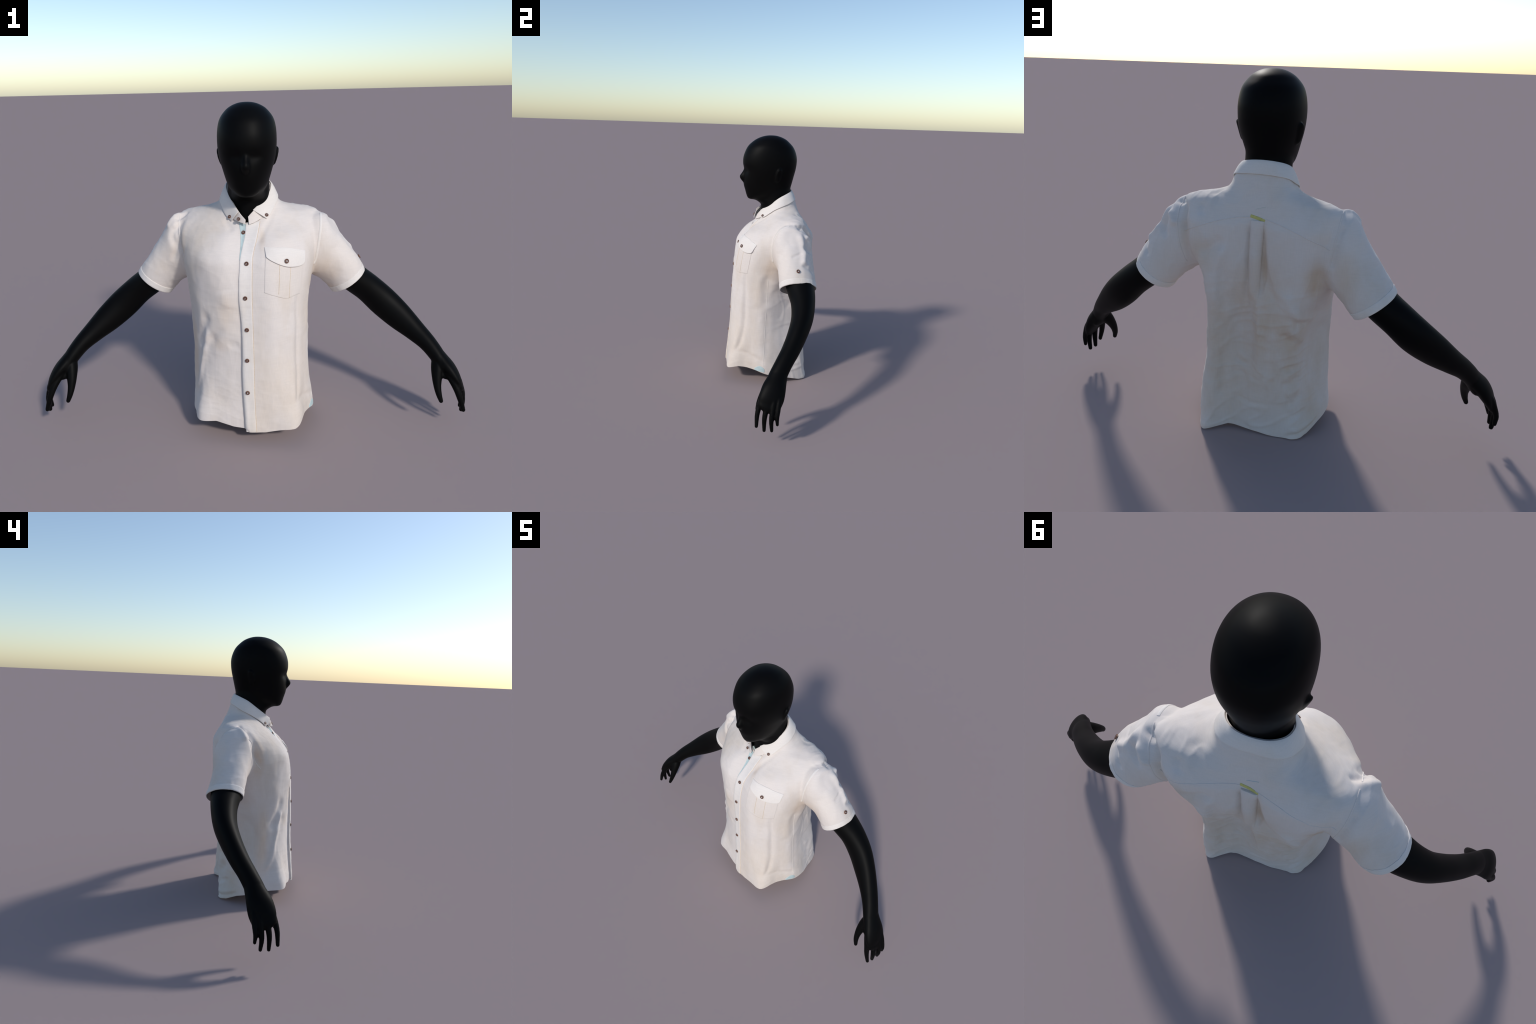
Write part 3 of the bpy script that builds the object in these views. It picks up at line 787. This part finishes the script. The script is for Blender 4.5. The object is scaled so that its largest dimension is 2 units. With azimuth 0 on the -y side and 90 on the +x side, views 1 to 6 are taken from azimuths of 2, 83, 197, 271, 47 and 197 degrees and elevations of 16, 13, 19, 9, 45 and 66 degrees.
def cloth_slab(name, P, N, height, mat, parent, sink=0.003, edge=None):
    """solid cloth piece: grid of surface points P (m,n,3), raised by height along N, edges turned down."""
    P, N = smooth_grid(np.asarray(P, float), 1), np.asarray(N, float)
    N = smooth_grid(N, 2); N /= np.linalg.norm(N, axis=2, keepdims=True)
    m, n, _ = P.shape
    hgt = np.full((m, n), height) if np.isscalar(height) else np.asarray(height)
    top = P + N * hgt[..., None]
    low = P - N * sink
    verts = [tuple(p) for p in top.reshape(-1, 3)] + [tuple(p) for p in low.reshape(-1, 3)]
    o = m * n
    faces = []
    for i in range(m - 1):
        for j in range(n - 1):
            a = i * n + j
            faces.append((a, a + 1, a + n + 1, a + n))
            faces.append((o + a, o + a + n, o + a + n + 1, o + a + 1))
    ring = [j for j in range(n)] + [i * n + n - 1 for i in range(1, m)] + [(m - 1) * n + j for j in range(n - 2, -1, -1)] + [i * n for i in range(m - 2, 0, -1)]
    for a, b in zip(ring, ring[1:] + ring[:1]):
        faces.append((b, a, o + a, o + b))
    ob = new_object(name, verts, faces, mat, parent)
    fix_normals(ob)
    bv = ob.modifiers.new("soft_edge", 'BEVEL')
    bv.width = 0.0012; bv.segments = 2; bv.limit_method = 'ANGLE'; bv.angle_limit = math.radians(50)
    return ob

def front_grid(left, right, nz, nx):
    """grid on the shirt front between two (x, z) edge curves"""
    Lc = spline(left, nz); Rc = spline(right, nz)
    P, N = np.zeros((nz, nx, 3)), np.zeros((nz, nx, 3))
    for i in range(nz):
        for j in range(nx):
            t = j / (nx - 1)
            x, z = Lc[i] * (1 - t) + Rc[i] * t
            P[i, j], N[i, j] = on_front(x, z)
    return P, N

def cord(name, pts, width, height, mat, parent, n=60, snap=True, closed=False):
    """narrow raised seam welt lying on the cloth along a line"""
    C = spline(pts, n, closed)
    P, N = np.zeros((n, 3, 3)), np.zeros((n, 3, 3))
    S = [nearest(c) for c in C]
    Q = np.array([s[0] for s in S]); M = np.array([s[1] for s in S])
    T = np.gradient(Q, axis=0)
    for i in range(n):
        side = unit(np.cross(unit(T[i]), M[i]))
        for j, o in enumerate((-width / 2, 0, width / 2)):
            P[i, j], N[i, j] = nearest(Q[i] + side * o)
    return cloth_slab(name, P, N, np.tile([height * 0.7, height, height * 0.7], (n, 1)), mat, parent, 0.002)

# ---- button-stand (placket) over the opening
PL = [(-.008, .988), (-.014, .937), (-.024, .894), (-.032, .854), (-.037, .78), (-.039, .692), (-.034, .618), (-.030, .568), (-.029, .438), (-.032, .332), (-.028, .173), (-.023, .061)]
PR = [(.050, .992), (.037, .93), (.027, .895), (.019, .855), (.016, .78), (.015, .693), (.0155, .618), (.016, .568), (.017, .438), (.017, .306), (.018, .2), (.023, .063)]
def placket_piece():
    P, N = front_grid(PL, PR, 150, 10)
    # follow the lapped (wearer's left) side of the opening
    base = P[:, -1:, :]
    y = P[:, :, 1]
    for i in range(P.shape[0]):
        ref = P[i, 4:, 1].mean()
        P[i, :5, 1] = np.minimum(P[i, :5, 1], P[i, 5, 1] + 0.0015 * (5 - np.arange(5)))
    h = np.full(P.shape[:2], 0.0032)
    h += 0.0008 * np.array([[mnoise.noise(Vector((j * 0.25, i * 0.35, 2.0))) for j in range(P.shape[1])] for i in range(P.shape[0])])
    return cloth_slab("placket", P, N, h, CLOTH_BAND, shirt, 0.004)
placket = placket_piece()

def strip_between(name, left, right, nz, nx, h, mat):
    P, N = front_grid(left, right, nz, nx)
    return cloth_slab(name, P, N, h, mat, shirt, 0.002)
# inner facing that shows where the collar gapes
facing = strip_between("facing", [(-.043, 1.004), (-.036, .965), (-.032, .93), (-.033, .89), (-.0355, .850)],
                       [(-.004, .992), (-.010, .962), (-.012, .93), (-.022, .89), (-.031, .850)], 30, 8, 0.0016, BLUE)
# tan stitch line at the placket's inner edge
stitch = cord("placket_stitch", [on_front(x + 0.0022, z)[0] for x, z in spline(PR, 30)], 0.0019, 0.0010, TAN, shirt, 160)

# ---- patch pocket with flap
def polygon_patch(name, top, bottom, nz, nx, h, mat, ease=None):
    """patch between an upper and a lower (x, z) edge"""
    A = spline(top, nx); B_ = spline(bottom, nx)
    P, N = np.zeros((nz, nx, 3)), np.zeros((nz, nx, 3))
    for i in range(nz):
        t = i / (nz - 1)
        for j in range(nx):
            x, z = A[j] * (1 - t) + B_[j] * t
            P[i, j], N[i, j] = on_front(x, z)
    hh = h if ease is None else ease(nz, nx)
    return cloth_slab(name, P, N, hh, mat, shirt, 0.002)
pocket = polygon_patch("pocket", [(.075, .872), (.160, .868), (.240, .845)],
                       [(.069, .717), (.116, .700), (.163, .682), (.195, .685), (.222, .687)], 30, 31, 0.0016, CLOTH)
flap = polygon_patch("pocket_flap", [(.071, .900), (.113, .899), (.156, .895), (.202, .885), (.247, .868)],
                     [(.080, .862), (.105, .846), (.160, .821), (.203, .813), (.232, .815), (.241, .826)], 16, 31, 0.0055, CLOTH_BAND,
                     lambda a, b: np.linspace(0.0025, 0.0075, a)[:, None] + np.zeros((a, b)))
def front_line(a, b, n=14):
    return [on_front(a[0] * (1 - t) + b[0] * t, a[1] * (1 - t) + b[1] * t)[0] for t in np.linspace(0, 1, n)]
for a, b in (((.136, .835), (.130, .707)), ((.182, .825), (.174, .682))):
    pleat = cord("pocket_pleat", front_line(a, b), 0.0022, 0.0028, TAN, shirt, 40)

# ---- buttons
def button_mesh():
    prof = [(0.0, 0.0026), (0.0026, 0.0026), (0.0046, 0.0026), (0.0058, 0.0034), (0.0072, 0.0042), (0.0086, 0.0038), (0.0094, 0.0024), (0.0092, 0.0), (0.0, -0.002)]
    n = 28
    verts, faces, mats = [], [], []
    for r, z in prof:
        if r == 0:
            verts.append((0, 0, z))
        else:
            verts += [(r * math.cos(2 * math.pi * k / n), r * math.sin(2 * math.pi * k / n), z) for k in range(n)]
    for k in range(n):
        faces.append((0, 1 + k, 1 + (k + 1) % n))
    for i in range(len(prof) - 3):
        for k in range(n):
            a = 1 + i * n + k; b = 1 + i * n + (k + 1) % n
            faces.append((a, a + n, b + n, b))
    last = len(verts) - 1; o = 1 + (len(prof) - 3) * n
    for k in range(n):
        faces.append((o + k, last, o + (k + 1) % n))
    # four thread holes
    for q in range(4):
        a = math.pi / 4 + q * math.pi / 2
        c = len(verts)
        cx, cy = 0.0022 * math.cos(a), 0.0022 * math.sin(a)
        ring = 8
        verts += [(cx + 0.0010 * math.cos(2 * math.pi * k / ring), cy + 0.0010 * math.sin(2 * math.pi * k / ring), 0.0025) for k in range(ring)]
        verts += [(cx, cy, 0.0034)]
        for k in range(ring):
            faces.append((c + k, c + (k + 1) % ring, c + ring))
    me = bpy.data.meshes.new("button")
    me.from_pydata(verts, [], faces); me.update()
    me.materials.append(BROWN); me.materials.append(HOLE); me.materials.append(BROWN_RIM)
    for p in me.polygons:
        r = math.hypot(p.center.x, p.center.y)
        p.use_smooth = True
        p.material_index = 0
        if p.index >= len(me.polygons) - 4 * 8:
            p.material_index = 1
        elif r > 0.0078:
            p.material_index = 2
    return me
BROWN_RIM = mat_plain("button_rim", (0.16, 0.075, 0.045), 0.4, 0.3, 300)
BUTTON = button_mesh()
def eyelet_mesh():
    me = BUTTON.copy(); me.name = "button_eyelet"
    for p in me.polygons:
        r = math.hypot(p.center.x, p.center.y)
        if r < 0.0020:
            p.material_index = 1
    return me
EYELET = eyelet_mesh()
def add_button(p, nrm, scale=1.0, lift=0.004, pale=False, parent=None, spin=0.0):
    ob = bpy.data.objects.new("button", EYELET if pale else BUTTON)
    bpy.context.scene.collection.objects.link(ob)
    q = Vector(nrm).to_track_quat('Z', 'Y')
    ob.rotation_mode = 'QUATERNION'
    from mathutils import Quaternion
    ob.rotation_quaternion = q @ Quaternion((0, 0, 1), spin)
    ob.location = Vector(p) + Vector(nrm) * lift
    ob.scale = (scale,) * 3
    ob.parent = shirt
    return ob
for i, (x, z, pale) in enumerate([(-.005, .837, False), (-.013, .692, False), (-.009, .550, False), (-.011, .407, False), (-.012, .254, True)]):
    p, nrm = on_front(x + 0.004, z); p[0] = x
    nrm = unit(V(0, nrm[1], nrm[2] * 0.6))
    add_button(p, nrm, 1.0, 0.0045, pale, placket, i * 0.7)
p, nrm = on_front(-.020, .950); add_button(p, nrm, 0.95, 0.003, False, facing)
p, nrm = on_front(.162, .843); add_button(p, nrm, 1.05, 0.0085, True, flap)
p, nrm = nearest((.502, .114, .773)); add_button(p, nrm, 1.1, 0.003, True, shirt_parts[1])

# ---- collar: stand hugging the neck and folded leaf with button-down points
def ribbon(name, top, bottom, mat, thick=0.004, nu=90, nv=9, bulge=0.0, bow=None):
    A, B_ = spline(top, nu), spline(bottom, nu)
    G = np.zeros((nu, nv, 3))
    c = V(0, 0.05, 0)
    for j in range(nv):
        t = j / (nv - 1)
        G[:, j] = A * (1 - t) + B_ * t
        out = G[:, j] - c; out[:, 2] = 0
        out /= np.linalg.norm(out, axis=1, keepdims=True)
        G[:, j] += out * (bulge * math.sin(math.pi * t ** 0.6))
    # out-facing normals
    du = np.gradient(G, axis=0); dv = np.gradient(G, axis=1)
    N = np.cross(du, dv); N /= np.linalg.norm(N, axis=2, keepdims=True)
    o = G - c; o[..., 2] = 0
    N *= np.sign((N * o).sum(2))[..., None]
    ob = cloth_slab(name, G, N, thick * 0.5, mat, shirt, thick * 0.5)
    return ob
FOLD_LINE = [(.021, -.050, 1.042), (.050, -.026, 1.065), (.078, .002, 1.084), (.099, .052, 1.127), (.090, .095, 1.150), (.052, .128, 1.163), (0, .138, 1.169),
             (-.052, .130, 1.166), (-.090, .100, 1.154), (-.101, .055, 1.133), (-.088, .010, 1.100), (-.066, -.030, 1.070), (-.040, -.070, 1.040)]
LEAF_EDGE = [(.082, -.052, 1.004), (.099, -.030, 1.020), (.113, .010, 1.045), (.128, .070, 1.079), (.118, .115, 1.098), (.066, .152, 1.114), (0, .163, 1.120),
             (-.066, .156, 1.116), (-.118, .122, 1.100), (-.130, .070, 1.070), (-.117, .012, 1.040), (-.098, -.025, 1.012), (-.074, -.054, .997)]
def settle(points, gap, reach=0.05):
    out = []
    for p in points:
        q, n = nearest(p)
        out.append(q + n * gap if np.linalg.norm(q - V(*p)) < reach else V(*p))
    return out
LEAF_EDGE = settle(spline(LEAF_EDGE, 60), 0.0045)
collar = ribbon("collar", FOLD_LINE, LEAF_EDGE, CLOTH_BAND, 0.0045, bulge=0.004)
STAND_TOP = [(.000, -.066, 1.016), (.020, -.053, 1.036), (.048, -.028, 1.060), (.074, .002, 1.080), (.095, .052, 1.123), (.086, .093, 1.146), (.050, .125, 1.159), (0, .134, 1.165),
             (-.050, .126, 1.162), (-.086, .097, 1.150), (-.097, .055, 1.129), (-.084, .010, 1.096), (-.062, -.030, 1.066), (-.036, -.068, 1.034), (-.010, -.083, 1.006)]
STAND_LOW = [(.004, -.080, .984), (.030, -.070, .992), (.065, -.040, 1.008), (.095, .000, 1.030), (.118, .055, 1.062), (.112, .105, 1.085), (.062, .146, 1.102), (0, .158, 1.106),
             (-.062, .150, 1.102), (-.112, .112, 1.085), (-.118, .060, 1.060), (-.100, .010, 1.030), (-.078, -.030, 1.008), (-.045, -.070, .996), (-.012, -.088, .990)]
stand = ribbon("collar_stand", STAND_TOP, STAND_LOW, CLOTH, 0.004)
for p, nrm in (((.079, -.040, 1.015), (.35, -.72, .6)), ((-.080, -.043, 1.010), (-.40, -.75, .55)), ((-.040, -.079, 1.008), (-.1, -.9, .4))):
    add_button(V(*p), unit(nrm), 0.85, 0.0055, False, collar)

# ---- seams
def yoke_line(x):
    return 0.965 - 0.9 * abs(x) ** 1.9
yoke_seam = cord("yoke_seam", [on_back(x, yoke_line(x) - 0.002)[0] for x in np.linspace(-.30, .285, 24)], 0.0035, 0.0016, CLOTH, shirt, 120)
loop = cord("hanger_loop", [on_back(x, z)[0] for x, z in ((.014, .967), (-.015, .961), (-.046, .955))], 0.012, 0.0022, LOOPM, shirt, 20)

def armhole(s):
    pts = []
    for a in np.linspace(-90, 250, 40):
        t = math.radians(a)
        c = V(s * 0.30, 0.095, 0.845)
        d = V(0, math.cos(t), math.sin(t))
        z = c[2] + 0.17 * d[2]
        x = s * float(np.interp(z, [0.66, 0.74, 0.80, 0.85, 0.88, 0.95, 1.02], [.285, .288, .300, .308, .312, .322, .326]))
        o = V(x, c[1], c[2])
        h = outer_tree.ray_cast(Vector(o + d * 0.4), Vector(-d))
        q = None
        if h[0] is not None and abs(h[0].x - x) < 0.01:
            q = np.array(h[0])
            q[0] = s * float(np.interp(q[2], [0.66, 0.74, 0.80, 0.85, 0.88, 0.95, 1.02], [.285, .288, .300, .308, .312, .322, .326]))
            pts.append(q)
    return pts
for s, k in ((1, 1), (-1, 2)):
    pts = armhole(s)
    front = [p for p in pts if p[1] < 0.10 and p[2] > 0.76]
    back = [p for p in pts if p[1] >= 0.10 and p[2] > 0.74]
    front.sort(key=lambda p: p[2]); back.sort(key=lambda p: p[2])
    if len(front) > 3:
        cord("armhole_seam", front, 0.011 if s > 0 else 0.005, 0.0020, CLOTH_BAND, shirt, 80)
    if len(back) > 3:
        cord("armhole_seam", back, 0.006, 0.0016, CLOTH, shirt, 80)

# cuff hem bands: a turned-up hem running round each sleeve end
def cuff_band(s, k, depth=0.030):
    p0, nrm = CUFF[s]
    n = 110
    rows = []
    for dd in np.linspace(0.0015, depth, 5):
        row = []
        c = p0 - nrm * dd
        u = unit(np.cross(nrm, V(0, 1, 0))); v = V(0, 1, 0)
        for a in np.linspace(0, 2 * math.pi, n, endpoint=False):
            d = u * math.cos(a) + v * math.sin(a)
            h = outer_tree.ray_cast(Vector(c), Vector(d))
            if h[0] is None:
                h = outer_tree.find_nearest(Vector(c + d * 0.1))
            row.append((np.array(h[0]), np.array(h[1])))
        rows.append(row)
    P = np.array([[r[0] for r in row] + [row[0][0]] for row in rows])
    N = np.array([[r[1] for r in row] + [row[0][1]] for row in rows])
    pleat = 0.0007 * np.array([[mnoise.noise(Vector((math.cos(2 * math.pi * j / n) * 9, math.sin(2 * math.pi * j / n) * 9, s * 3.0))) for j in range(n + 1)] for _ in rows])
    return cloth_slab("cuff", P, N, 0.0022 + pleat, CLOTH_BAND, shirt, 0.001)
for s, k in ((1, 1), (-1, 2)):
    cuff_band(s, k)

# back box pleat below the loop
def back_pleat():
    top, bot = .952, .60
    nz, nx = 60, 9
    P, N = np.zeros((nz, nx, 3)), np.zeros((nz, nx, 3))
    for i in range(nz):
        t = i / (nz - 1)
        z = top * (1 - t) + bot * t
        for j in range(nx):
            w = (j / (nx - 1) - 0.5) * (0.056 - 0.012 * t)
            x = -0.017 + 0.012 * t - w
            P[i, j], N[i, j] = on_back(x, z)
    prof = np.array([.3, .9, 1, 1, 1, 1, 1, .9, .3])
    hh = 0.0085 * prof[None, :] * (1 - smoothstep(0.45, 1.0, np.linspace(0, 1, nz)))[:, None] + 0.0003
    return cloth_slab("back_pleat", P, N, hh, CLOTH, shirt, 0.003)
back_pleat()

# pale gusset where the side seam ends at the hem
gus = []
P, N = np.zeros((8, 12, 3)), np.zeros((8, 12, 3))
for i in range(8):
    for j in range(12):
        y = -.088 + .060 * j / 11
        zt = .100 + .018 * math.sin(math.pi * min(1, j / 11)) ; zb = .0895 - .012 * j / 11
        z = zt * (1 - i / 7) + zb * i / 7
        h = outer_tree.ray_cast(Vector((1.0, y, z)), Vector((-1, 0, 0)))
        P[i, j], N[i, j] = np.array(h[0]), np.array(h[1])
cloth_slab("gusset", P, N, 0.0012, BLUE, shirt, 0.002)
# side seam on the wearer's left
side = []
for z in np.linspace(.12, .66, 16):
    h = outer_tree.ray_cast(Vector((1.0, -.035 + .03 * (z - .12), z)), Vector((-1, 0, 0)))
    if h[0] is not None and h[0].x < 0.33:
        side.append(np.array(h[0]))
cord("side_seam", side, 0.003, 0.0010, CLOTH_BAND, shirt, 90)
# DETAILS-END
